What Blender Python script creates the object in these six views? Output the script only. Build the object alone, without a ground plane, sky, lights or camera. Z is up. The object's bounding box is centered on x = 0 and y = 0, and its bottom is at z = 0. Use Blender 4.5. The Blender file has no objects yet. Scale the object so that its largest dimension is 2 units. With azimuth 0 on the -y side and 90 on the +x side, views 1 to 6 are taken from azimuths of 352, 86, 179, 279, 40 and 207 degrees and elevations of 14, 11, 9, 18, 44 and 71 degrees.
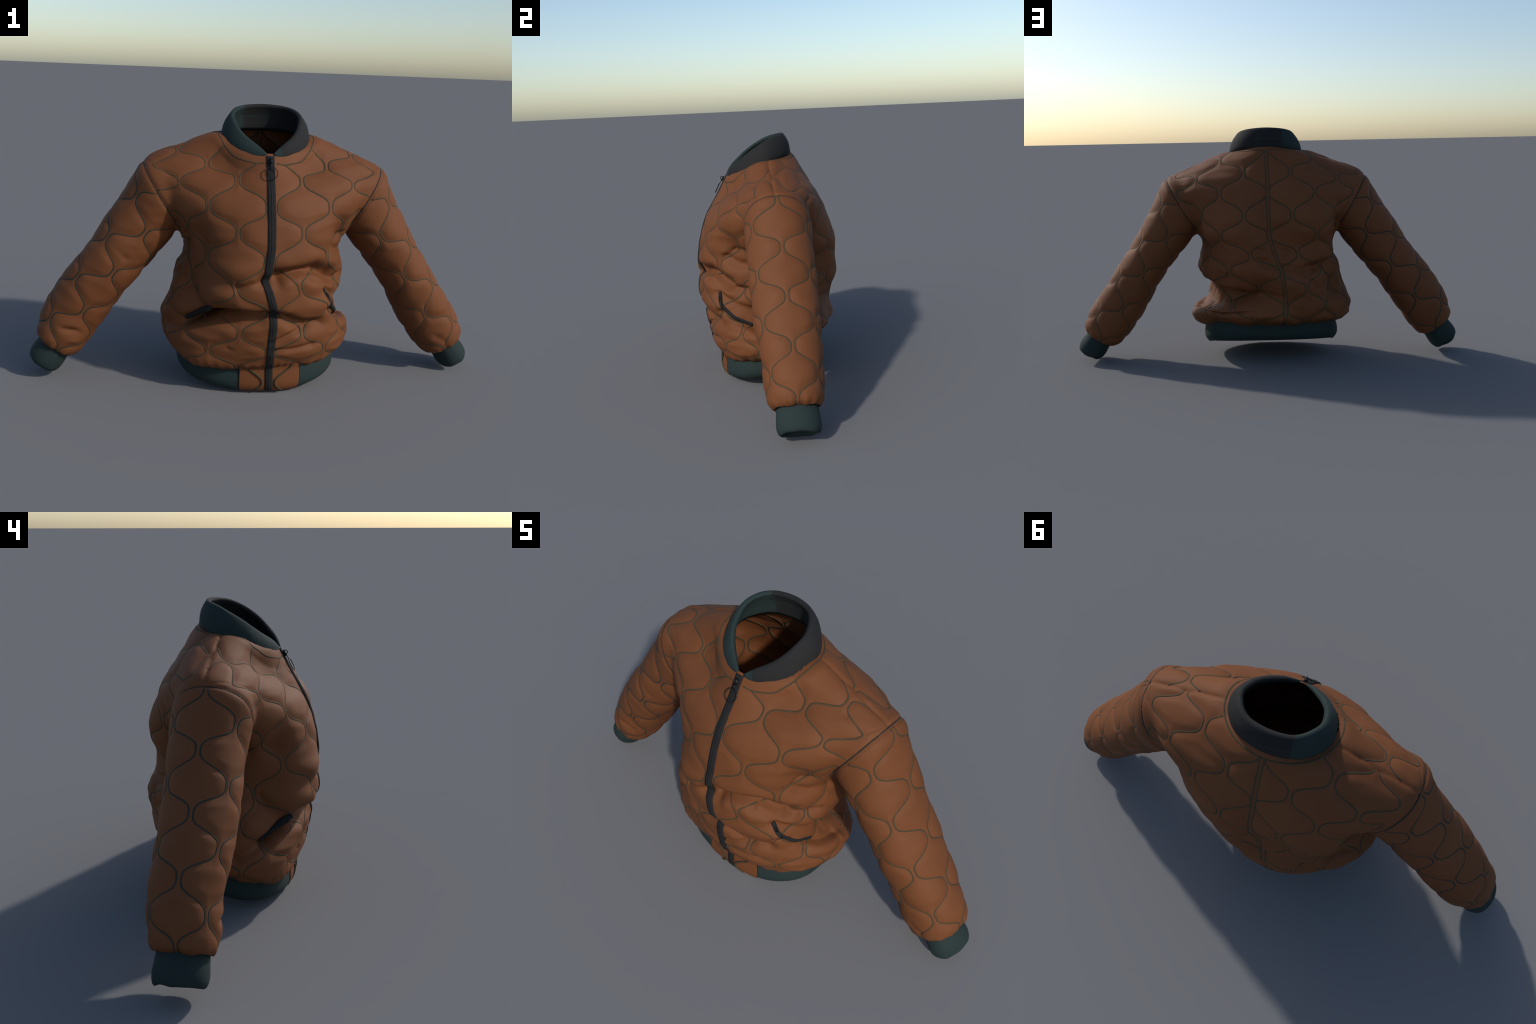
import bpy, bmesh, math
import numpy as np
from mathutils import Vector, noise
from mathutils.bvhtree import BVHTree

RNG = np.random.default_rng(7)
C = bpy.context

# ------------------------------------------------------------------ materials
def srgb(r, g, b):
    f = lambda c: c / 12.92 if c <= .04045 else ((c + .055) / 1.055) ** 2.4
    return (f(r / 255), f(g / 255), f(b / 255), 1)

def new_mat(name):
    m = bpy.data.materials.new(name)
    m.use_nodes = True
    nt = m.node_tree
    return m, nt, nt.nodes["Principled BSDF"]

def node(nt, kind, **kw):
    n = nt.nodes.new(kind)
    for k, v in kw.items():
        setattr(n, k, v)
    return n

def math_node(nt, op, a, b=None):
    n = node(nt, "ShaderNodeMath", operation=op)
    for i, v in enumerate((a, b)):
        if v is None:
            continue
        if hasattr(v, "is_linked"):
            nt.links.new(v, n.inputs[i])
        else:
            n.inputs[i].default_value = v
    return n.outputs[0]

def cloth(name, col_a, col_b, scale=5., rough=.7, weave=900., bump=.12, sheen=.0, spec=.4):
    """Woven cloth: two close tones mixed by soft noise, plus fine weave bump."""
    m, nt, bsdf = new_mat(name)
    tc = node(nt, "ShaderNodeTexCoord")
    n1 = node(nt, "ShaderNodeTexNoise"); n1.inputs["Scale"].default_value = scale
    n1.inputs["Detail"].default_value = 5
    nt.links.new(tc.outputs["Object"], n1.inputs["Vector"])
    ramp = node(nt, "ShaderNodeValToRGB")
    ramp.color_ramp.elements[0].position = .3; ramp.color_ramp.elements[0].color = col_a
    ramp.color_ramp.elements[1].position = .7; ramp.color_ramp.elements[1].color = col_b
    nt.links.new(n1.outputs["Fac"], ramp.inputs["Fac"])
    nt.links.new(ramp.outputs["Color"], bsdf.inputs["Base Color"])
    n2 = node(nt, "ShaderNodeTexNoise"); n2.inputs["Scale"].default_value = weave
    nt.links.new(tc.outputs["Object"], n2.inputs["Vector"])
    bp = node(nt, "ShaderNodeBump"); bp.inputs["Strength"].default_value = bump
    bp.inputs["Distance"].default_value = .002
    nt.links.new(n2.outputs["Fac"], bp.inputs["Height"])
    nt.links.new(bp.outputs["Normal"], bsdf.inputs["Normal"])
    bsdf.inputs["Roughness"].default_value = rough
    bsdf.inputs["Specular IOR Level"].default_value = spec
    bsdf.inputs["Sheen Weight"].default_value = sheen
    return m

ORANGE_A, ORANGE_B = (.132, .044, .0135, 1), (.148, .050, .016, 1)
TEAL_A, TEAL_B = (.0120, .0235, .0225, 1), (.0150, .0275, .0265, 1)
GREY = (.0125, .0125, .0128, 1)
M_FABRIC = cloth("quilted_nylon", ORANGE_A, ORANGE_B, spec=.25, rough=.7)
M_RIB = cloth("teal_rib_knit", TEAL_A, TEAL_B, scale=9, rough=.85, weave=500, spec=.3)
M_STITCH = cloth("stitch_thread", (.042, .033, .0155, 1), (.056, .039, .0165, 1), scale=220, rough=.85, weave=700, bump=.3)
M_STITCH_DARK = cloth("stitch_thread_dark", (.016, .021, .016, 1), (.024, .027, .017, 1), scale=220, rough=.85, weave=700, bump=.3)
M_SEAM = cloth("seam_thread", (.012, .014, .012, 1), (.018, .018, .014, 1), scale=60, rough=.9)
M_TOP = cloth("top_stitch_thread", (.080, .036, .014, 1), (.095, .040, .016, 1), scale=60, rough=.9)
M_TAPE = cloth("zipper_tape", (.016, .016, .0163, 1), (.020, .020, .0203, 1), scale=30, rough=.9, spec=.12)
M_METAL = cloth("black_metal", (.006, .006, .0065, 1), (.008, .008, .0085, 1), scale=30, rough=.5, bump=.02, spec=.25)

def collar_material():
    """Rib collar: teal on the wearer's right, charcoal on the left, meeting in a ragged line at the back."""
    m = M_RIB.copy(); m.name = "two_tone_rib_collar"
    nt = m.node_tree; bsdf = nt.nodes["Principled BSDF"]
    ramp = bsdf.inputs["Base Color"].links[0].from_socket
    tc = node(nt, "ShaderNodeTexCoord")
    sep = node(nt, "ShaderNodeSeparateXYZ"); nt.links.new(tc.outputs["Object"], sep.inputs[0])
    X, Y, Z = sep.outputs
    nz = node(nt, "ShaderNodeTexVoronoi"); nz.inputs["Scale"].default_value = 55
    nt.links.new(tc.outputs["Object"], nz.inputs["Vector"])
    sepc = node(nt, "ShaderNodeSeparateColor"); nt.links.new(nz.outputs["Color"], sepc.inputs[0])
    # rag only on the inner face at the back (small radius)
    inner = math_node(nt, "MULTIPLY", math_node(nt, "LESS_THAN", Y, .088), math_node(nt, "LESS_THAN", Z, 1.165))
    rag = math_node(nt, "MULTIPLY", math_node(nt, "MULTIPLY", math_node(nt, "SUBTRACT", sepc.outputs[0], .35), .05), inner)
    back = math_node(nt, "MULTIPLY", math_node(nt, "GREATER_THAN", Y, .0),
                     math_node(nt, "LESS_THAN", math_node(nt, "SUBTRACT", X, rag), -.085))
    front = math_node(nt, "MULTIPLY", math_node(nt, "LESS_THAN", Y, .0001), math_node(nt, "LESS_THAN", X, 0.))
    tip = math_node(nt, "MULTIPLY", math_node(nt, "LESS_THAN", Y, -.12),
                    math_node(nt, "LESS_THAN", math_node(nt, "ADD", X, math_node(nt, "MULTIPLY", Z, .45)), .505))
    stripe_h = math_node(nt, "MULTIPLY", math_node(nt, "LESS_THAN", math_node(nt, "ABSOLUTE", math_node(nt, "SUBTRACT", Z, 1.140)), .0045),
                         math_node(nt, "MULTIPLY", math_node(nt, "LESS_THAN", X, .052), math_node(nt, "GREATER_THAN", Y, .1)))
    stripe_v = math_node(nt, "MULTIPLY", math_node(nt, "LESS_THAN", math_node(nt, "ABSOLUTE", math_node(nt, "SUBTRACT", X, .05)), .002),
                         math_node(nt, "MULTIPLY", math_node(nt, "LESS_THAN", Z, 1.142), math_node(nt, "GREATER_THAN", Y, .1)))
    mask = back
    for o in (front, tip, math_node(nt, "MULTIPLY", stripe_h, .6), math_node(nt, "MULTIPLY", stripe_v, .6)):
        mask = math_node(nt, "MAXIMUM", mask, o)
    mx = node(nt, "ShaderNodeMix", data_type="RGBA")
    nt.links.new(mask, mx.inputs[0])
    mx.inputs[6].default_value = GREY
    nt.links.new(ramp, mx.inputs[7])
    nt.links.new(mx.outputs[2], bsdf.inputs["Base Color"])
    return m
M_COLLAR = collar_material()

# ------------------------------------------------------------------ helpers
def make_obj(name, V, F, mat, parent=None, smooth=True, normals=None):
    me = bpy.data.meshes.new(name)
    me.from_pydata([tuple(map(float, v)) for v in V], [], [tuple(map(int, f)) for f in F])
    me.update()
    if smooth:
        me.polygons.foreach_set("use_smooth", [True] * len(me.polygons))
    if normals is not None:
        me.normals_split_custom_set_from_vertices([tuple(map(float, n)) for n in normals])
    me.materials.append(mat)
    ob = bpy.data.objects.new(name, me)
    C.scene.collection.objects.link(ob)
    if parent:
        ob.parent = parent
    return ob

def catmull(xs, tab, x):
    """Smooth interpolation of table rows (monotone Hermite) at positions x."""
    xs = np.asarray(xs, float); tab = np.asarray(tab, float)
    if tab.ndim == 1:
        tab = tab[:, None]
    x = np.atleast_1d(np.asarray(x, float))
    d = np.diff(tab, axis=0) / np.diff(xs)[:, None]
    m = np.zeros_like(tab)
    m[1:-1] = np.where(d[:-1] * d[1:] > 0, 2 * d[:-1] * d[1:] / (d[:-1] + d[1:] + 1e-12), 0)
    m[0], m[-1] = d[0], d[-1]
    i = np.clip(np.searchsorted(xs, x) - 1, 0, len(xs) - 2)
    h = (xs[i + 1] - xs[i])[:, None]; t = ((x - xs[i])[:, None] / h).clip(0, 1)
    return ((2*t**3-3*t**2+1)*tab[i] + (t**3-2*t**2+t)*h*m[i] + (-2*t**3+3*t**2)*tab[i+1] + (t**3-t**2)*h*m[i+1])

def ring_loft(rings, closed_caps=True):
    """rings: (R, K, 3) array of closed rings -> verts, faces."""
    R, K, _ = rings.shape
    V = list(rings.reshape(-1, 3)); F = []
    for r in range(R - 1):
        for k in range(K):
            k2 = (k + 1) % K
            F.append((r*K+k, r*K+k2, (r+1)*K+k2, (r+1)*K+k))
    if closed_caps:
        for r, flip in ((0, True), (R-1, False)):
            c = len(V); V.append(rings[r].mean(0))
            for k in range(K):
                k2 = (k+1) % K
                F.append((c, r*K+k2, r*K+k) if flip else (c, r*K+k, r*K+k2))
    return np.array(V), F

def spow(v, e):
    return np.sign(v) * np.abs(v) ** e

# ------------------------------------------------------------------ torso and sleeves (base bodies)
#  z at the sides, share of the hem's slope, half width at -x, at +x, front y, back y, roundness front, back
TORSO = [
    (.158, 1., .330, .330, -.228, .238, 2.2, 2.2),
    (.168, 1., .352, .352, -.242, .262, 2.2, 2.2),
    (.190, 1., .398, .386, -.258, .300, 2.2, 2.2),
    (.232, .9, .428, .406, -.288, .326, 2.1, 2.1),
    (.280, .7, .433, .398, -.304, .338, 2.1, 2.1),
    (.330, .45, .420, .372, -.312, .346, 2.1, 2.1),
    (.380, .2, .402, .346, -.332, .352, 2.1, 2.1),
    (.440, .0, .388, .352, -.343, .350, 2.1, 2.1),
    (.500, .0, .374, .358, -.344, .350, 2.1, 2.1),
    (.560, .0, .357, .346, -.343, .353, 2.1, 2.1),
    (.610, .0, .349, .337, -.339, .354, 2.1, 2.1),
    (.640, .0, .353, .348, -.335, .352, 2.1, 2.1),
    (.670, .0, .370, .370, -.330, .350, 2.1, 2.1),
    (.740, .0, .402, .402, -.314, .332, 2.1, 2.1),
    (.800, .0, .432, .432, -.294, .310, 2.05, 2.1),
    (.860, .0, .464, .464, -.266, .284, 1.9, 2.1),
    (.910, .0, .498, .494, -.238, .258, 1.65, 2.05),
    (.948, .0, .504, .496, -.215, .236, 1.5, 2.0),
    (.975, .0, .475, .448, -.198, .218, 1.4, 1.9),
    (1.02, .0, .374, .350, -.170, .190, 1.4, 1.9),
    (1.06, .0, .268, .240, -.140, .170, 1.6, 1.9),
    (1.10, .0, .160, .160, -.110, .150, 2.0, 2.0),
    (1.13, .0, .130, .130, -.090, .130, 2.0, 2.0),
]
TW = np.array(TORSO)
def hem_z(y):        # lower edge of the waistband
    return np.interp(y, [-.30, -.24, -.18, 0, .10, .24, .4], [-.012, .002, .028, .073, .103, .133, .15])
def band_top_z(y):   # where the puffed cloth meets the waistband
    return np.interp(y, [-.30, -.25, -.10, 0, .10, .25, .4], [.106, .114, .147, .175, .203, .217, .225])

def torso_rings(nz=150, K=160):
    zs = np.linspace(TW[0, 0], TW[-1, 0], nz)
    P = catmull(TW[:, 0], TW[:, 1:], zs)
    th = np.linspace(0, 2*np.pi, K, endpoint=False)
    out = np.zeros((nz, K, 3))
    for i, (z, p) in enumerate(zip(zs, P)):
        slope, xm, xp, yf, yb, nf, nbk = p
        n = np.where(np.sin(th) > 0, nbk, nf)
        c, s = spow(np.cos(th), 2/n), spow(np.sin(th), 2/n)
        out[i, :, 0] = np.where(c > 0, xp, xm) * c
        out[i, :, 1] = np.where(s > 0, yb, -yf) * s
        out[i, :, 2] = z + slope * (band_top_z(out[i, :, 1]) - .172)
    return out

# sleeve frame: t runs from shoulder to wrist, n across it (upwards/outwards), y is world y
SD = np.array([.57, -.82]); SD /= np.linalg.norm(SD)
SN = np.array([-SD[1], SD[0]])
#  t, centre n, half height, centre y, half width y
SLEEVE_P = [(-.510, .812, .120, .020, .110), (-.465, .812, .146, .022, .138), (-.400, .807, .141, .026, .146), (-.300, .806, .131, .028, .149),
            (-.200, .806, .122, .029, .147), (-.090, .806, .115, .030, .143), (.020, .807, .114, .031, .140), (.130, .802, .117, .036, .132),
            (.230, .797, .119, .037, .128), (.310, .797, .119, .037, .124), (.365, .798, .111, .037, .118), (.395, .800, .097, .038, .105), (.410, .801, .074, .040, .088)]
SLEEVE_M = [(-.510, .812, .120, .000, .110), (-.465, .812, .146, .002, .134), (-.400, .809, .144, .004, .140), (-.300, .810, .139, .008, .138),
            (-.200, .813, .135, .008, .137), (-.090, .818, .128, .008, .136), (.020, .820, .126, .012, .134), (.130, .822, .129, .020, .128),
            (.230, .820, .128, .023, .124), (.310, .813, .121, .020, .122), (.355, .810, .110, .017, .115), (.380, .810, .099, .016, .107), (.393, .808, .075, .014, .090)]

def sleeve_param(side, t):
    T = np.array(SLEEVE_P if side > 0 else SLEEVE_M)
    T[:, 1] += .005
    return catmull(T[:, 0], T[:, 1:], t)

def sleeve_point(side, t, n, y):
    return np.stack([side * (SD[0]*t + SN[0]*n), y, SD[1]*t + SN[1]*n], -1)

def sleeve_rings(side, nt=130, K=110):
    t0, t1 = (-.51, SLEEVE_P[-1][0] if side > 0 else SLEEVE_M[-1][0])
    ts = np.linspace(t0, t1, nt)
    P = sleeve_param(side, ts)
    a = np.linspace(0, 2*np.pi, K, endpoint=False)
    out = np.zeros((nt, K, 3))
    for i, (t, (nc, h, yc, w)) in enumerate(zip(ts, P)):
        n = nc + h * spow(np.cos(a), .93); y = yc + w * spow(np.sin(a), .93)
        out[i] = sleeve_point(side, np.full(K, t), n, y)
    if side < 0:
        out = out[:, ::-1]
    return out

def union_body():
    objs = []
    for r in (torso_rings(), sleeve_rings(1), sleeve_rings(-1)):
        V, F = ring_loft(r)
        o = make_obj("tmp", V, F, M_FABRIC)
        bm = bmesh.new(); bm.from_mesh(o.data)
        bmesh.ops.recalc_face_normals(bm, faces=bm.faces)
        bm.to_mesh(o.data); bm.free()
        objs.append(o)
    with C.temp_override(active_object=objs[0], selected_editable_objects=objs, selected_objects=objs, object=objs[0]):
        bpy.ops.object.join()
    o = objs[0]
    md = o.modifiers.new("r", "REMESH"); md.mode = 'VOXEL'; md.voxel_size = .0058
    sm = o.modifiers.new("s", "SMOOTH"); sm.iterations = 4; sm.factor = .5
    dg = C.evaluated_depsgraph_get(); dg.update()
    me = bpy.data.meshes.new_from_object(o.evaluated_get(dg))
    bpy.data.objects.remove(o)
    return me

body = union_body()
nv = len(body.vertices)
V = np.zeros(nv*3); body.vertices.foreach_get("co", V); V = V.reshape(-1, 3)
N = np.zeros(nv*3); body.vertex_normals.foreach_get("vector", N); N = N.reshape(-1, 3)
F = np.array([p.vertices[:] for p in body.polygons if len(p.vertices) == 4])

# ------------------------------------------------------------------ cloth coordinates
ARM_C, ARM_N = np.array([.430, .806]), np.array([.868, -.495])
def arm_dist(P):
    """signed distance to the armhole plane (positive on the sleeve), and the sleeve side"""
    return (np.abs(P[:, 0]) - ARM_C[0]) * ARM_N[0] + (P[:, 2] - ARM_C[1]) * ARM_N[1]
def sleeve_tn(P):
    ax = np.abs(P[:, 0])
    return ax*SD[0] + P[:, 2]*SD[1], ax*SN[0] + P[:, 2]*SN[1]
def is_sleeve(P):
    t, n = sleeve_tn(P)
    return (arm_dist(P) > 0) & (n > .645 - .05*np.clip(t+.3, -.1, .3)) & (np.abs(P[:, 0]) > .33)

Y0 = .015            # side / shoulder seam plane
S_FLAT, S_SIDE = .19, .60
Z_TURN, P_TOP = .80, .36
def s_ray(s, p):
    flat = S_FLAT + np.clip((p - Z_TURN) / P_TOP, 0, 1) * .38
    a = np.clip((np.abs(s) - flat) / np.maximum(S_SIDE - flat, .03), 0, 1) * np.pi/2
    return np.sign(s) * np.minimum(np.abs(s), flat), np.sin(a) * np.sign(s), np.cos(a)
def torso_sp(P):
    """panel coordinates (s across, p up) of torso points, front/back handled by mirroring y"""
    x = np.abs(P[:, 0]); y = np.abs(P[:, 1] - Y0); z = P[:, 2]
    p = z.copy()
    for it in range(6):
        lo = np.zeros(len(P)); hi = np.full(len(P), S_SIDE)
        for _ in range(20):
            m = (lo + hi) / 2
            X0, sa, ca = s_ray(m, p)
            g = (x - X0) * ca - y * sa
            lo = np.where(g > 0, m, lo); hi = np.where(g > 0, hi, m)
        s = (lo + hi) / 2
        X0, sa, ca = s_ray(s, p)
        h = (x - X0) * sa + y * ca
        pn = np.where(z < Z_TURN, z, Z_TURN + np.arctan2(z - Z_TURN, np.maximum(h, 1e-4)) / (np.pi/2) * P_TOP)
        p = .5*p + .5*pn if it else pn
    return s * np.sign(P[:, 0]), p
def torso_ray(s, p, back):
    X0, sa, ca = s_ray(np.asarray(s, float), p)
    b = np.maximum(0, (p - Z_TURN) / P_TOP * np.pi/2)
    d = np.array([float(sa)*np.cos(b), float(ca if back else -ca)*np.cos(b), np.sin(b)])
    return np.array([float(X0), Y0, min(p, Z_TURN)]), d

W, A = .117, .0505          # quilting pitch and swing
# vertical warp of the waves: (height, phase in turns); slack cloth bunches low on the body
PH_F = ([.02, .12, .20, .285, .385, .486, .601, .712, .805, .905, 1.0, 1.2], [-3.1, -2.55, -2.0, -1.5, -1.0, -.5, 0., .5, 1., 1.5, 2., 3.])
PH_B = ([.05, .22, .31, .413, .498, .582, .669, .772, .875, .972, 1.07, 1.2], [-2.6, -2., -1.5, -1., -.5, 0., .5, 1., 1.5, 2., 2.5, 3.2])
# sideways drift of front closure and centre-back seam
SH_F = ([0, .11, .23, .325, .395, .42, .468, .52, .55, .656, .8, 1.2], [.026, .022, .02, .024, .022, .014, .0, -.02, -.011, 0, 0, 0])
SH_B = ([0, .25, .306, .40, .496, .572, .666, .878, 1.2], [-.06, -.073, -.083, -.079, -.065, -.037, -.007, -.005, 0])
def shift(p, s, back):
    sh = np.interp(p, *(SH_B if back else SH_F))
    return sh * np.exp(-(np.abs(s)/.35)**2)
def soft_wave(a):      # slightly squared cosine: round lobes, quick crossings
    return (np.cos(a) - .10*np.cos(3*a)) / .9
def wave(p, back):
    xs, ys = (PH_B if back else PH_F)
    ph = np.interp(p, xs, ys)                         # phase
    return soft_wave(2*np.pi*ph)
C1_F, C1_B = .073, .0585
def line_s(k, side, p, back):
    """s coordinate of quilting line k (1..) on one side of the panel"""
    c1 = C1_B if back else C1_F
    sgn = (-1)**(k+1) * (1 if back else -1)   # first line swings away from the middle at the phase zero (back) / half turn (front)
    s = c1 + W*(k-1) + sgn * A * wave(p, back)
    s = side * s
    return s + shift(p, s, back)
def torso_line_dist(P, back):
    s, p = torso_sp(P)
    best = np.full(len(P), 9.)
    e = 1e-3
    for side in (1, -1):
        for k in range(1, 7):
            l = line_s(k, side, p, back)
            sl = (line_s(k, side, p+e, back) - l) / e
            best = np.minimum(best, np.abs(s - l) / np.sqrt(1 + np.minimum(sl**2, 9)))
    if back:
        best = np.minimum(best, np.abs(s - shift(p, s*0, True)) + .004)
    return best

SLEEVE_R = .133
def sleeve_ta(P):
    side = np.where(P[:, 0] > 0, 1, -1)
    t, n = sleeve_tn(P)
    a = np.zeros(len(P)); 
    for sd in (1, -1):
        q = side == sd
        pr = sleeve_param(sd, t[q])
        a[q] = np.arctan2((P[q, 1] - pr[:, 2]) / pr[:, 3], (n[q] - pr[:, 0]) / pr[:, 1])
    return t, a
SP = .214
def sleeve_line_a(k, sg, t, side):
    T0 = -.465 if side > 0 else -.475
    w = -soft_wave(2*np.pi*(t - T0)/SP)      # pair pinches together at t = T0
    return sg * (W*(k-.5) + (-1)**(k+1) * A * w) / SLEEVE_R
def sleeve_line_dist(P):
    t, a = sleeve_ta(P)
    side = np.where(P[:, 0] > 0, 1, -1)
    best = np.full(len(P), 9.); e = 1e-3
    for sd in (1, -1):
        q = side == sd
        b = np.full(q.sum(), 9.)
        for sg in (1, -1):
            for k in (1, 2, 3, 4):
                l = sleeve_line_a(k, sg, t[q], sd); sl = (sleeve_line_a(k, sg, t[q]+e, sd)-l)/e*SLEEVE_R
                b = np.minimum(b, np.abs(a[q]-l)*SLEEVE_R/np.sqrt(1+sl**2))
        best[q] = b
    return best

# ease the join of shoulder and sleeve head into one soft slope
E_ = np.concatenate([F[:, [0, 1]], F[:, [1, 2]], F[:, [2, 3]], F[:, [3, 0]]])
deg = np.bincount(E_[:, 0], minlength=nv).astype(float) + np.bincount(E_[:, 1], minlength=nv)
w_ = np.exp(-(arm_dist(V)/.072)**2) * np.clip((V[:, 2] - .74)/.10, 0, 1) * (np.abs(V[:, 0]) > .3)
for _ in range(100):
    acc = np.zeros_like(V)
    for k_ in range(3):
        acc[:, k_] = np.bincount(E_[:, 0], V[E_[:, 1], k_], minlength=nv) + np.bincount(E_[:, 1], V[E_[:, 0], k_], minlength=nv)
    V = V + (w_*.6)[:, None] * (acc/np.maximum(deg, 1)[:, None] - V)
V = V + N * (w_ * .008)[:, None]
me_ = bpy.data.meshes.new("e"); me_.from_pydata(V.tolist(), [], F.tolist()); me_.update()
N = np.zeros(nv*3); me_.vertex_normals.foreach_get("vector", N); N = N.reshape(-1, 3)

# ------------------------------------------------------------------ relief: quilt puffs, folds, wrinkles
slv = is_sleeve(V)
backm = V[:, 1] > Y0
dist = np.where(slv, sleeve_line_dist(V), np.where(backm, torso_line_dist(V, True), torso_line_dist(V, False)))
dn = np.clip(dist / .048, 0, 1)
puff = (1 - (1 - dn)**2) * .0062 - .0045
disp = puff * (1 - .6*w_)

def noise_at(P, scale, off=0., stretch=(1, 1, 1)):
    Q = P * scale * np.array(stretch) + off
    return np.array([noise.noise(Vector(q)) for q in Q])
low = np.clip((.60 - V[:, 2]) / .2, 0, 1) * ~slv
n1 = noise_at(V, 7., 3.1)
n2 = noise_at(V, 13., 11.7, (1, 1, 2.2))
disp += n1 * .006 + n2 * (.0015 + .003 * low)

move = np.zeros_like(V)
def seg_nearest(P, pts):
    best = np.full(len(P), 1e9); near = np.zeros_like(P)
    for a, b in zip(pts[:-1], pts[1:]):
        a = np.array(a, float); b = np.array(b, float); ab = b-a
        t = np.clip(((P-a)@ab)/(ab@ab), 0, 1); c = a + t[:, None]*ab
        d = np.linalg.norm(P-c, axis=1); m = d < best
        best[m] = d[m]; near[m] = c[m]
    return best, near
# broad hollows and swellings: centre, radii, push along the surface normal
SWELLS = [
    # back: hollow over the spine, deep tuck above the hem, blouson swelling beside them
    ((-.09, .35, .61), (.14, .20, .075), -.045),
    ((-.05, .34, .69), (.10, .15, .07), -.028),
    ((.00, .29, .82), (.08, .12, .06), -.010),
    ((.15, .31, .365), (.20, .15, .065), -.080),
    ((.13, .31, .43), (.14, .15, .05), -.035),
    ((.25, .25, .52), (.10, .10, .06), -.022),
    ((.10, .29, .25), (.20, .10, .04), -.018),
    ((.31, .12, .36), (.10, .14, .07), -.060),
    ((.36, .04, .40), (.10, .12, .05), -.020),
    ((-.12, .36, .35), (.12, .15, .07), .010),
    ((-.14, .33, .43), (.09, .10, .06), .018),
    ((-.34, .16, .41), (.10, .12, .06), -.042),
    ((-.31, .18, .57), (.06, .08, .06), .020),
    ((-.26, .26, .70), (.08, .12, .12), .024),
    ((.27, .25, .70), (.08, .12, .10), .008),
    # front: flank hollows, belly swellings, flat upper chest
    ((-.35, -.04, .62), (.07, .10, .08), -.024),
    ((-.30, -.21, .68), (.05, .08, .07), -.022),
    ((.30, -.20, .70), (.05, .08, .07), -.026),
    ((.31, -.16, .49), (.07, .08, .05), -.026),
    ((-.33, -.19, .49), (.10, .10, .09), -.038),
    ((-.25, -.24, .375), (.11, .12, .065), -.036),
    ((.24, -.26, .42), (.06, .08, .03), .016),
    ((-.13, -.34, .55), (.09, .10, .05), .026),
    ((-.18, -.27, .135), (.14, .09, .04), .018),
    ((-.32, -.18, .14), (.10, .09, .04), .018),
    ((.20, -.19, .965), (.12, .09, .06), -.030),
    ((-.20, -.19, .965), (.12, .09, .06), -.030),
    ((.33, .05, .335), (.10, .18, .055), -.040),
    ((.07, .28, .36), (.12, .12, .05), -.034),
    ((-.03, .31, .265), (.12, .10, .03), .026),
    ((-.34, .11, .60), (.06, .07, .07), -.012),
    ((-.22, .26, .51), (.07, .08, .05), -.018),
    ((-.34, .16, .36), (.08, .10, .06), -.018),
    ((.26, .24, .60), (.10, .10, .06), -.014),
    ((.18, -.12, 1.0), (.10, .06, .04), -.014),
    ((-.20, -.12, 1.0), (.10, .06, .04), -.014),
    ((.30, -.15, .68), (.05, .06, .06), -.018),
    ((-.27, -.22, .68), (.05, .06, .06), -.016),
    ((-.34, -.09, .54), (.07, .09, .08), -.018),
    ((.28, -.20, .36), (.05, .06, .03), .016),
    ((-.30, -.22, .16), (.09, .08, .03), .012),
    ((.03, -.25, .095), (.125, .07, .022), -.020),
    ((.28, .22, .22), (.13, .10, .05), -.022),
    ((-.13, -.29, .355), (.13, .10, .032), -.030),
    ((.00, .29, .86), (.06, .12, .12), -.014),
    ((-.03, .32, .68), (.07, .12, .10), -.014),
    ((.12, -.24, .89), (.09, .08, .06), -.012),
    ((-.12, -.24, .89), (.09, .08, .06), -.012),
    ((-.15, -.27, .352), (.12, .10, .030), -.034),
    ((-.20, -.28, .458), (.10, .08, .030), .020),
    ((.18, .24, .37), (.12, .12, .045), -.036),
    ((.24, .24, .46), (.08, .08, .04), -.022),
    # caps of the shoulders
    ((-.44, -.11, .91), (.09, .08, .09), .016),
    ((-.36, .17, .80), (.08, .08, .08), .010),
    ((.36, .18, .90), (.09, .08, .07), .014),
]
for c, r, a in SWELLS:
    q = ((V - np.array(c)) / np.array(r))
    disp += a * np.exp(-(q**2).sum(1)) * (~slv | (abs(c[0]) > .355) & (c[2] > .75))
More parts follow.
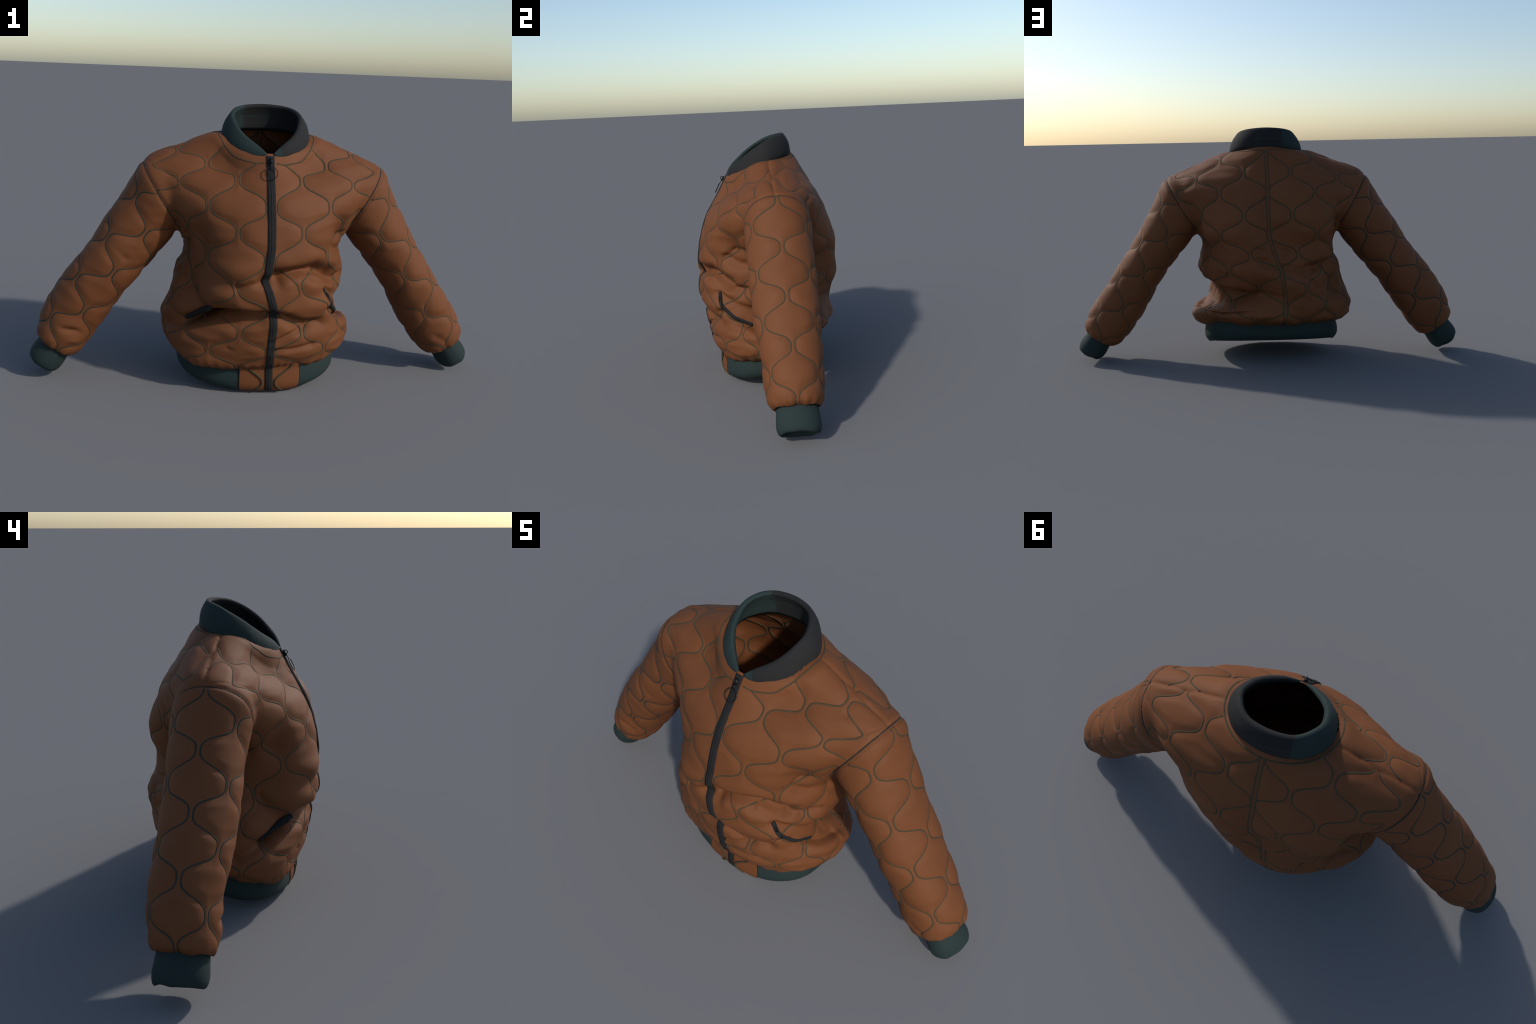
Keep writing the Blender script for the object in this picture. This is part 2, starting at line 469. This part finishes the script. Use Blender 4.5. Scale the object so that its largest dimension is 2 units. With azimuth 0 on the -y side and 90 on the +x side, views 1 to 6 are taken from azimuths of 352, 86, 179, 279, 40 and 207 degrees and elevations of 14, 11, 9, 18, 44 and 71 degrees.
# creases: path of points near the surface, depth, half width, overhang of the cloth above
CREASES = [
    # long ledge under the chest bulge, from one pocket past the zip to the other
    ([(-.33, -.20, .33), (-.25, -.26, .365), (-.12, -.32, .383), (.0, -.335, .38), (.07, -.33, .366), (.13, -.31, .34), (.24, -.27, .325)], .038, .028, .012),
    ([(-.26, -.26, .355), (-.33, -.19, .315), (-.40, -.07, .27)], .055, .036, .010),
    ([(-.27, -.23, .335), (-.16, -.28, .352), (-.04, -.31, .36)], .024, .024, .0),
    # fold under the puff right of the zip
    ([(.03, -.34, .553), (.12, -.32, .562), (.20, -.29, .572), (.29, -.21, .53)], .056, .028, .010),
    ([(-.03, -.345, .525), (.03, -.345, .518)], .026, .025, .0),
    ([(.18, -.30, .525), (.28, -.22, .50), (.35, -.10, .50)], .018, .018, .006),
    ([(-.13, -.33, .49), (-.08, -.34, .51), (-.01, -.34, .52)], .011, .013, .0),
    # drag folds behind the armpits
    ([(-.335, .17, .82), (-.345, .14, .66)], .034, .028, .0),
    ([(.33, .17, .77), (.335, .15, .62)], .026, .026, .0),
    # left flank folds around the pocket
    ([(.25, -.25, .47), (.31, -.2, .42), (.35, -.10, .40), (.36, .02, .40)], .022, .024, .012),
    ([(.26, -.25, .39), (.31, -.19, .345), (.36, -.09, .315), (.38, .0, .30)], .020, .018, .012),
    ([(.02, -.31, .255), (.10, -.30, .29), (.17, -.29, .31)], .015, .014, .008),
    ([(.03, -.30, .215), (.11, -.29, .22), (.2, -.27, .23)], .013, .015, .006),
    ([(-.12, -.30, .17), (-.13, -.3, .20), (-.16, -.29, .215)], .008, .01, .0),
    # back: ledge on the right flank, roll at the left hem
    ([(.37, .05, .47), (.31, .2, .41), (.20, .29, .385), (.10, .33, .39)], .022, .026, .020),
    ([(.40, .05, .29), (.33, .21, .275), (.22, .29, .275), (.06, .34, .285)], .024, .018, .012),
    ([(-.36, .10, .56), (-.27, .24, .53), (-.17, .31, .505), (-.05, .345, .53), (.02, .35, .56)], .024, .035, .020),
    ([(-.24, .27, .50), (-.20, .30, .47), (-.24, .28, .40)], .014, .018, .0),
    ([(-.40, .08, .22), (-.34, .2, .215)], .016, .02, .01),
    ([(-.10, .345, .60), (-.02, .35, .61), (.05, .35, .63)], .008, .022, .01),
    ([(-.37, -.05, .50), (-.34, -.17, .48), (-.29, -.22, .42)], .012, .025, .0),
    ([(.36, -.05, .60), (.32, -.15, .61), (.28, -.22, .64)], .016, .018, .008),
    ([(.34, -.1, .68), (.31, -.2, .66)], .014, .016, .0),
    # sleeve wrinkles near the wrists and elbow
    ([(-.84, -.09, .245), (-.79, -.105, .235), (-.75, -.10, .21)], .010, .014, .005),
    ([(-.80, -.10, .165), (-.75, -.10, .155)], .010, .014, .005),
    ([(.81, -.09, .19), (.85, -.08, .17)], .006, .016, .0),
    ([(-.62, -.11, .60), (-.58, -.12, .56)], .006, .016, .0),
]
for pts, depth, wid, over in CREASES:
    d, near = seg_nearest(V, pts)
    onS = near[:, 0:1] * 0 + (np.abs(near[:, 0:1]) > .5)
    m = (d < 6*wid) & ((slv > 0) == (onS[:, 0] > 0))
    g = np.exp(-(d[m]/wid)**2)
    disp[m] -= depth * g
    if over:
        q = V[m, 2] - near[m, 2]
        lat2 = np.maximum(d[m]**2 - q**2, 0)
        ab = np.exp(-((q - 1.6*wid)**2 + lat2) / (1.5*wid)**2)
        be = np.exp(-((q + 1.6*wid)**2 + lat2) / (1.5*wid)**2)
        disp[m] += over * .45 * ab + over * .15 * be
        move[np.where(m)[0], 2] -= over * 1.3 * ab
# armhole and shoulder seams pull the cloth in
sa = arm_dist(V)
near_arm = np.exp(-(sa/.008)**2) * ((V[:, 2] > .62) & (np.abs(V[:, 0]) > .3))
disp -= .0045 * near_arm
sh_seam = np.exp(-((V[:, 1] - Y0)/.008)**2) * (V[:, 2] > .93) * ~slv
disp -= .004 * sh_seam
# gathers where the sleeves meet the cuffs
tt, aa = sleeve_ta(V)
tend = np.where(V[:, 0] > 0, SLEEVE_P[-1][0], SLEEVE_M[-1][0])
disp += slv * np.exp(-((tt - tend + .012)/.02)**2) * .0015 * np.sin(aa*17 + 2*np.sin(aa*3))
# gathers above the waistband
zb = band_top_z(V[:, 1])
th = np.arctan2(V[:, 1], V[:, 0])
disp += ~slv * np.exp(-((V[:, 2] - zb - .01)/.03)**2) * .0018 * np.sin(th*46 + 3*np.sin(th*5))

# the cloth lies flat and close under the collar
nk = np.sqrt((V[:, 0]/.187)**2 + ((V[:, 1]+.02)/.160)**2)
flatten = np.clip((nk - 1.0)/.25, 0, 1) * (V[:, 2] > .93) + (V[:, 2] <= .93)
disp = disp*flatten - (.001 + .013*np.clip((V[:, 1] + .155)/.06, 0, 1))*(1-flatten)**2
V2 = V + N * disp[:, None] + move
me2 = bpy.data.meshes.new("b"); me2.from_pydata(V2.tolist(), [], F.tolist()); me2.update()
N2 = np.zeros(nv*3); me2.vertex_normals.foreach_get("vector", N2); N2 = N2.reshape(-1, 3)
# light relax of the normals direction noise
V = V2; N = N2

# ------------------------------------------------------------------ openings: neck, hem, cuffs
def neck_ell(P):
    return (P[:, 0]/.187)**2 + ((P[:, 1]+.02)/.160)**2
t_, n_ = sleeve_tn(V)
side_ = np.where(V[:, 0] > 0, 1, -1)
tend = np.where(side_ > 0, SLEEVE_P[-1][0], SLEEVE_M[-1][0])
cut = (neck_ell(V) < .93) & (V[:, 2] > .93)
cut |= (V[:, 2] < band_top_z(V[:, 1]) - .006) & ((V[:, 0]/.335)**2 + (V[:, 1]/.232)**2 < 1.0)
cut |= slv & (t_ > tend - .004) & (np.abs(n_ - .803) < .068)
keepF = ~cut[F].any(1)
F = F[keepF]
bvh = BVHTree.FromPolygons([tuple(v) for v in V], [tuple(f) for f in F])

# ------------------------------------------------------------------ root and body parts
jacket = bpy.data.objects.new("bomber_jacket", None)
C.scene.collection.objects.link(jacket)
jacket["label"] = "orange quilted bomber jacket with dark teal ribbed trims"
jacket["category"] = "jacket"

fc = V[F].mean(1)
f_slv = slv[F].sum(1) >= 2
f_back = (fc[:, 1] > Y0) & ~f_slv
THICK = .004
def body_part(name, mask):
    f = F[mask]
    idx, inv = np.unique(f, return_inverse=True)
    f = inv.reshape(f.shape); k = len(idx)
    v, n = V[idx], N[idx]
    edges = {}
    for q in f:
        for a, b in zip(q, np.roll(q, -1)):
            edges[(a, b)] = 1
    rim = [(b, a, a+k, b+k) for (a, b) in edges if (b, a) not in edges]
    VV = np.concatenate([v, v - n*THICK]); NN = np.concatenate([n, -n])
    FF = f.tolist() + (f[:, ::-1] + k).tolist() + rim
    return make_obj(name, VV, FF, M_FABRIC, jacket, normals=NN)
panels = {}
panels["front", -1] = body_part("front_panel", ~f_slv & ~f_back & (fc[:, 0] < np.interp(fc[:, 2], *SH_F)))
panels["front", 1] = body_part("front_panel", ~f_slv & ~f_back & (fc[:, 0] >= np.interp(fc[:, 2], *SH_F)))
panels["back", 0] = body_part("back_panel", f_back)
panels["sleeve", -1] = body_part("sleeve", f_slv & (fc[:, 0] < 0))
panels["sleeve", 1] = body_part("sleeve", f_slv & (fc[:, 0] > 0))

# ------------------------------------------------------------------ ribbons that follow the cloth
def smooth_path(P, it=2):
    P = P.copy()
    for _ in range(it):
        P[1:-1] = .25*P[:-2] + .5*P[1:-1] + .25*P[2:]
    return P
def ribbon(name, P, Nn, half, mat, parent, up=.0015, down=.0058, sm=2):
    """flat domed strip laid on the cloth; also shows on the lining side"""
    P = smooth_path(np.array(P), sm); Nn = smooth_path(np.array(Nn), 4)
    Nn /= np.linalg.norm(Nn, axis=1)[:, None]
    T = np.gradient(P, axis=0); T /= np.linalg.norm(T, axis=1)[:, None] + 1e-9
    B = np.cross(T, Nn); B /= np.linalg.norm(B, axis=1)[:, None] + 1e-9
    prof = [(-1, -down), (-1, up*.2), (-.5, up*.85), (.5, up*.85), (1, up*.2), (1, -down)]
    rings = np.stack([P + B*half*a + Nn*h for a, h in prof], 1)
    v, f = ring_loft(rings)
    return make_obj(name, v, f, mat, parent)
def outside_hit(o, d):
    loc, nor, i, dd = bvh.ray_cast(Vector(o + d*1.6), Vector(-d), 3.)
    return (np.array(loc), np.array(nor), i) if loc is not None else None
def runs(samples, jump=.04):
    """split a list of (point, normal)/None into continuous runs"""
    out, cur = [], []
    for s in samples:
        if s is None or (cur and np.linalg.norm(s[0]-cur[-1][0]) > jump):
            if len(cur) > 12: out.append(cur)
            cur = []
        if s is not None:
            cur.append(s)
    if len(cur) > 12: out.append(cur)
    return out
HALF = .0033
def trace_torso(fn_s, back, p0, p1, name, mat, half=HALF, step=.003):
    smp = []
    for p in np.arange(p0, p1, step):
        s = float(fn_s(np.array([p]))[0])
        if abs(s) > S_SIDE:
            smp.append(None); continue
        o, d = torso_ray(s, p, back)
        h = outside_hit(o, d)
        if h is None: smp.append(None); continue
        q = h[0][None]
        bad = f_slv_kept[h[2]] or (arm_dist(q)[0] > -.006 and q[0, 2] > .68) or neck_ell(q)[0] < 1.17 and q[0, 2] > .9 or (q[0, 1] > Y0) != back
        smp.append(None if bad else h[:2])
    for r in runs(smp, .06):
        m_ = np.mean([x[0] for x in r], axis=0)
        if len(r) < (42 if abs(m_[0]) > .38 and m_[2] > .88 else 26):
            continue
        par = panels["back", 0] if back else panels["front", 1 if np.mean([x[0][0] for x in r]) > 0 else -1]
        ribbon(name, [x[0] for x in r], [x[1] for x in r], half, mat, par)
f_slv_kept = f_slv
for back in (False, True):
    for side in (1, -1):
        for k in range(1, 6):
            trace_torso(lambda p: line_s(k, side, p, back), back, .10, 1.155, "quilting_seam", M_STITCH)
# centre back double seam
for off in (-.0075, .0075):
    trace_torso(lambda p: shift(p, p*0, True) + off, True, .17, 1.155, "centre_back_seam", M_STITCH, half=.003)

def trace_sleeve(fn_a, side, t0, t1, name, mat, half=HALF, step=.004):
    smp = []
    for t in np.arange(t0, t1, step):
        a = float(fn_a(np.array([t]))[0])
        nc, h, yc, w = sleeve_param(side, np.array([t]))[0]
        c = sleeve_point(side, t, nc, yc)
        e = sleeve_point(side, t, nc + h*math.cos(a), yc + w*math.sin(a)) - c
        e /= np.linalg.norm(e)
        loc, nor, i, _ = bvh.ray_cast(Vector(c + e*.26), Vector(-e), .5)
        if loc is None or not f_slv_kept[i] or arm_dist(np.array(loc)[None])[0] < .006 or (np.array(loc)-c) @ e < 0: smp.append(None); continue
        smp.append((np.array(loc), np.array(nor)))
    for r in runs(smp):
        ribbon(name, [x[0] for x in r], [x[1] for x in r], half, mat, panels["sleeve", side])
for side in (1, -1):
    mt = M_STITCH if side > 0 else M_STITCH_DARK
    te = (SLEEVE_P if side > 0 else SLEEVE_M)[-1][0] - .008
    for sg in (1, -1):
        for k in (1, 2, 3):
            trace_sleeve(lambda t: sleeve_line_a(k, sg, t, side), side, -.5, te, "quilting_seam", mt)
    # armhole seam: fan of rays in the armhole plane
    pl = np.array([ARM_N[1]*-1, ARM_N[0]])          # in-plane direction in (x,z)
    smp = []
    for a in np.linspace(0, 2*np.pi, 181):
        d = np.array([side*pl[0]*math.cos(a), math.sin(a), pl[1]*math.cos(a)])
        o = np.array([side*ARM_C[0], .02, ARM_C[1]])
        loc, nor, i, _ = bvh.ray_cast(Vector(o + d*.32), Vector(-d), .3)
        smp.append((np.array(loc), np.array(nor)) if loc is not None else None)
    for r in runs(smp):
        ribbon("armhole_seam", [x[0] for x in r], [x[1] for x in r], .0028, M_SEAM, panels["sleeve", side])
    # row of top stitches just below the armhole seam and above the cuff
    if side < 0:
        continue
    VV, FF = [], []
    for a in np.arange(0, 2*np.pi, .09):
        d = np.array([side*pl[0]*math.cos(a), math.sin(a), pl[1]*math.cos(a)])
        o = np.array([side*(ARM_C[0]+.014*ARM_N[0]), .02, ARM_C[1]+.014*ARM_N[1]])
        loc, nor, i, _ = bvh.ray_cast(Vector(o + d*.32), Vector(-d), .3)
        if loc is None: continue
        tgt = np.cross(np.array([side*ARM_N[0], 0, ARM_N[1]]), d); tgt /= np.linalg.norm(tgt)
        b = np.cross(tgt, np.array(nor)); k = len(VV)
        for s1, s2, h in ((-1, -1, -.001), (1, -1, -.001), (1, 1, -.001), (-1, 1, -.001), (-.7, -.6, .001), (.7, -.6, .001), (.7, .6, .001), (-.7, .6, .001)):
            VV.append(np.array(loc) + tgt*s1*.0032 + b*s2*.0012 + np.array(nor)*h)
        FF += [(k+4, k+5, k+6, k+7), (k, k+1, k+5, k+4), (k+1, k+2, k+6, k+5), (k+2, k+3, k+7, k+6), (k+3, k, k+4, k+7)]
    o = make_obj("top_stitching", VV, FF, M_TOP, panels["sleeve", side]); o["kind"] = "stuff"

# ------------------------------------------------------------------ collar
LOW = [(.016, -.180, 1.004), (.060, -.172, .998), (.130, -.133, .999), (.175, -.075, 1.025), (.188, .000, 1.068), (.145, .085, 1.092), (.075, .127, 1.102), (0, .139, 1.102)]
TOP = [(.014, -.178, 1.012), (.048, -.160, 1.042), (.100, -.122, 1.078), (.135, -.070, 1.121), (.148, -.010, 1.157), (.124, .052, 1.183), (.070, .096, 1.193), (0, .106, 1.197)]
def resample(pts, n):
    pts = np.array(pts, float)
    L = np.array([(-x, y, z) for x, y, z in pts][:-1] + [tuple(p) for p in pts[::-1]])   # -x front ... back ... +x front
    u = np.concatenate([[0], np.cumsum(np.linalg.norm(np.diff(np.array([(-x, y, z) for x, y, z in LOW][:-1] + list(LOW[::-1])), axis=0), axis=1))])
    u /= u[-1]
    return catmull(u, L, np.linspace(0, 1, n))
nC = 121
lo_r, to_r = smooth_path(resample(LOW, nC), 4), smooth_path(resample(TOP, nC), 4)
Tg = np.gradient(lo_r, axis=0); Tg /= np.linalg.norm(Tg, axis=1)[:, None]
rings = []
for i in range(nC):
    upv = to_r[i]-lo_r[i]; hgt = np.linalg.norm(upv); upv /= hgt
    out = np.cross(upv, Tg[i]); out /= np.linalg.norm(out)
    if out @ (lo_r[i] - np.array([0, -.02, lo_r[i][2]])) < 0: out = -out
    th = min(.011, .004 + hgt*.1)
    ring = []
    bul = .009*min(1, hgt/.08)
    for q in (-.05, .12, .3, .5, .7, .86, .95):
        ring.append(lo_r[i] + upv*hgt*q + out*(bul*math.sin(math.pi*min(max(q, 0)*1.05, 1))))
    ring.append(lo_r[i] + upv*hgt*1.0 - out*th*.7)
    for q in (.95, .86, .7, .5, .3, .12, -.02, -.16):
        ring.append(lo_r[i] + upv*hgt*q + out*(bul*.8*math.sin(math.pi*min(max(q, 0)*1.05, 1)) - th*1.7))
    rings.append(ring)
v, f = ring_loft(np.array(rings))
make_obj("collar", v, f, M_COLLAR, jacket)
# seam that runs along the foot of the collar
smp = []
for a in np.linspace(-np.pi/2 + .13, 1.5*np.pi - .13, 260):
    o = Vector((.187*1.085*math.cos(a), -.02 + .160*1.085*math.sin(a), 1.3))
    loc, nor, _, _ = bvh.ray_cast(o, Vector((0, 0, -1)), .5)
    smp.append((np.array(loc), np.array(nor)) if loc is not None else None)
for r in runs(smp):
    ribbon("collar_seam", [x[0] for x in r], [x[1] for x in r], .003, M_STITCH, jacket, sm=6)

# ------------------------------------------------------------------ waistband and hem facing
def band_point(th, q, off=0.):
    """q 0 hem .. 1 top; th angle in plan, 0 = +x, -pi/2 = front"""
    c, s = spow(np.cos(th), 2/2.4), spow(np.sin(th), 2/2.4)
    bulge = .010*math.sin(math.pi*min(max(q, 0), 1)) - .012*max(0, .22-q)/.22
    x = (np.where(c > 0, .332, .353) + bulge + off)*c
    y = (np.where(s > 0, np.where(c > 0, .243, .252), .239) + bulge + off)*s
    z = hem_z(y) + q*(band_top_z(y) - hem_z(y))
    return np.stack([x, y, z], -1)
def th_at_x(x):
    ths = np.linspace(-np.pi, 0, 4001); P = band_point(ths, .3)
    return ths[np.argmin(np.abs(P[:, 0]-x))]
TH_L, TH_R = th_at_x(-.100), th_at_x(.152)
def band_strip(name, th0, th1, n, qs, off, thick, mat):
    ths = np.linspace(th0, th1, n)
    cols = [band_point(ths, q, off(q) if callable(off) else off) for q in qs] + [band_point(ths, q, (off(q) if callable(off) else off) - thick) for q in qs[::-1]]
    rings = np.stack(cols, 1)
    v, f = ring_loft(rings)
    return make_obj(name, v, f, mat, jacket)
QS = [0, .03, .08, .16, .3, .45, .6, .75, .9, 1.0, 1.12]
band_strip("waistband", TH_R, TH_L + 2*np.pi, 200, QS, 0., .012, M_RIB)
facing = band_strip("hem_facing", TH_L - .004, TH_R + .004, 60, QS + [1.28], lambda q: .0035 + .030*max(0, q-.5)**2, .012, M_FABRIC)
fv = np.array([x.co[:] for x in facing.data.vertices]); ff = [tuple(p.vertices) for p in facing.data.polygons]
nb = len(V)
bvh2 = BVHTree.FromPolygons([tuple(x) for x in V] + [tuple(x) for x in fv], [tuple(x) for x in F] + [tuple(i+nb for i in x) for x in ff])
for side, xc in ((1, .085), (-1, -.04)):     # the quilting wave continues over the facing
    smp = []
    for z in np.arange(.135, .012, -.003):
        x = xc + .036*side*math.cos((z-.055)/.085*math.pi*1.)*-1
        loc, nor, _, _ = bvh2.ray_cast(Vector((x, -1, z)), Vector((0, 1, 0)), 2)
        if loc is not None and loc.y < -.1: smp.append((np.array(loc), np.array(nor)))
    for r in runs(smp):
        ribbon("quilting_seam", [a[0] for a in r], [a[1] for a in r], HALF, M_STITCH, facing)

# ------------------------------------------------------------------ cuffs
def cuff(side):
    t0, t1, nc, h, yc, w = (.385, .508, .803, .066, .041, .086) if side > 0 else (.368, .493, .808, .071, .013, .089)
    K = 72
    a = np.linspace(0, 2*np.pi, K, endpoint=False)
    prof = [(t0, -.004), (t0+.02, .0), (t0+.05, .003), (t0+.085, .006), (t1-.02, .004), (t1-.006, -.001), (t1, -.008), (t1-.004, -.015), (t1-.03, -.012), (t0+.03, -.012)]
    rag = np.array([noise.noise(Vector((math.cos(q)*1.5, math.sin(q)*1.5, side*3.3))) for q in a])
    rings = []
    for j, (t, o) in enumerate(prof):
        e = np.clip((t - t0)/(t1 - t0), 0, 1)**3
        n = nc + (h+o)*spow(np.cos(a), .9); y = yc + (w+o)*spow(np.sin(a), .9)
        rings.append(sleeve_point(side, t + rag*.007*e, n, y))
    rings = np.array(rings)
    if side < 0: rings = rings[:, ::-1]
    v, f = ring_loft(rings, False)
    return make_obj("cuff", v, f, M_RIB, jacket)
cuff(1); cuff(-1)

# ------------------------------------------------------------------ front zipper
def front_hit(x, z):
    loc, nor, _, _ = bvh2.ray_cast(Vector((x, -1, z)), Vector((0, 1, 0)), 2)
    return (np.array(loc), np.array(nor)) if loc is not None else None
def front_strip(name, half, up, mat, parent, z0=.006, z1=1.006, cols=5, step=.006):
    rings = []
    for z in np.arange(z0, z1, step):
        xc = float(np.interp(z, *SH_F)); ring = []
        pts = []
        for u in np.linspace(-1, 1, cols):
            h = front_hit(xc + u*half, min(z, 1.0))
            if h is None or h[0][1] > -.1: break
            pts.append(h)
        if len(pts) < cols: continue
        ym = [p[0][1] for p in pts]
        top = [np.array([p[0][0], .4*p[0][1] + .6*min(ym) - up, z]) for p in pts]
        bot = [q + np.array([0, up + .004, 0]) for q in top[::-1]]
        rings.append(top + bot)
    R = np.array(rings)
    for _ in range(2):
        R[1:-1, :, 1] = .25*R[:-2, :, 1] + .5*R[1:-1, :, 1] + .25*R[2:, :, 1]
    v, f = ring_loft(R)
    return make_obj(name, v, f, mat, parent), R
tape, TR = front_strip("zipper_tape", .0160, .0030, M_TAPE, jacket)
front_strip("zipper_chain", .0030, .0036, M_TAPE, tape, cols=3)

def box(name, c, sx, sy, sz, mat, parent, ax=None, bevel=.0012):
    bm = bmesh.new(); bmesh.ops.create_cube(bm, size=1.)
    bmesh.ops.bevel(bm, geom=bm.edges[:], offset=.12, segments=2, affect='EDGES')
    ax = np.eye(3) if ax is None else np.array(ax)     # rows: local x,y,z axes
    vs = np.array([v.co[:] for v in bm.verts]) * np.array([sx, sy, sz])
    vs = vs @ ax + np.array(c)
    f = [[v.index for v in p.verts] for p in bm.faces]; bm.free()
    return make_obj(name, vs, f, mat, parent)
def torus(name, c, R, r, ax_u, ax_v, mat, parent, squash=1.):
    n, m = 48, 10
    u = np.array(ax_u, float); u /= np.linalg.norm(u); w = np.array(ax_v, float); w -= u*(u@w); w /= np.linalg.norm(w)
    k = np.cross(u, w); rings = []
    for a in np.linspace(0, 2*np.pi, n, endpoint=False):
        e = u*math.cos(a)*squash + w*math.sin(a); e2 = u*math.cos(a) + w*math.sin(a)
        rings.append([np.array(c) + e*R + e2*r*math.cos(b) + k*r*math.sin(b) for b in np.linspace(0, 2*np.pi, m, endpoint=False)])
    rings.append(rings[0])
    v, f = ring_loft(np.array(rings), False)
    return make_obj(name, v, f, mat, parent)
# slider, tab and ring, lying on the slope of the chest
i1 = -2
pA = TR[-4][2]; pB = TR[-14][2]
dn_ = pB - pA; dn_ /= np.linalg.norm(dn_)              # down the zip
xx = np.array([1., 0, 0]); out_ = np.cross(dn_, xx)
if out_[1] > 0: out_ = -out_
axm = [xx, out_, dn_]
sl = pA + out_*.006
slider = box("zipper_slider", sl + dn_*.004, .014, .008, .026, M_METAL, tape, axm)
torus("slider_bridge", sl + out_*.004 + dn_*.002, .0075, .0018, dn_, out_, M_METAL, slider)
box("pull_tab", sl + dn_*.024 + out_*.003, .008, .003, .018, M_METAL, slider, axm)
torus("pull_ring", sl + dn_*.056 + out_*.004, .0255, .0019, dn_, xx, M_METAL, slider)

# ------------------------------------------------------------------ pocket zippers
def pocket(pts, side, ring_c, name="pocket_zipper"):
    P = catmull(np.linspace(0, 1, len(pts)), pts, np.linspace(0, 1, 40))
    S = []
    for p in P:
        d = np.array([p[0]*.8, p[1] if abs(p[1]) > .1 else p[1]-.05, 0]); d /= np.linalg.norm(d)
        loc, nor, _, _ = bvh.ray_cast(Vector(p + d*.3), Vector(-d), .6)
        if side < 0:      # this slit gapes under the lip of the fold, so it stands clear of the tucked cloth
            S.append((p, d + np.array([0, 0, -.45])))
        elif loc is not None: S.append((np.array(loc), np.array(nor)*.5 + d*.5))
    o = ribbon(name, [s[0] for s in S], [s[1] for s in S], .0095, M_TAPE, jacket, up=.007, down=.006 if side > 0 else .035, sm=5)
    T = S[3][0] - S[0][0]; T /= np.linalg.norm(T)
    b = S[2][1]/np.linalg.norm(S[2][1])
    q = S[6][0] + b*.006
    s_ = box("pocket_slider", q, .009, .007, .020, M_METAL, o, [np.cross(b, T), b, T])
    dwn = np.array([0, 0, -1.]) + T*.6; dwn /= np.linalg.norm(dwn)
    torus("pull_ring", q + dwn*.030 + b*.004, .020, .0012, dwn, T + np.array([.01, .02, 0]), M_METAL, s_)
pocket([(.249, -.266, .466), (.275, -.243, .405), (.315, -.18, .350), (.338, -.110, .319)], 1, None)
pocket([(-.238, -.264, .386), (-.280, -.208, .350), (-.322, -.145, .311)], -1, None)
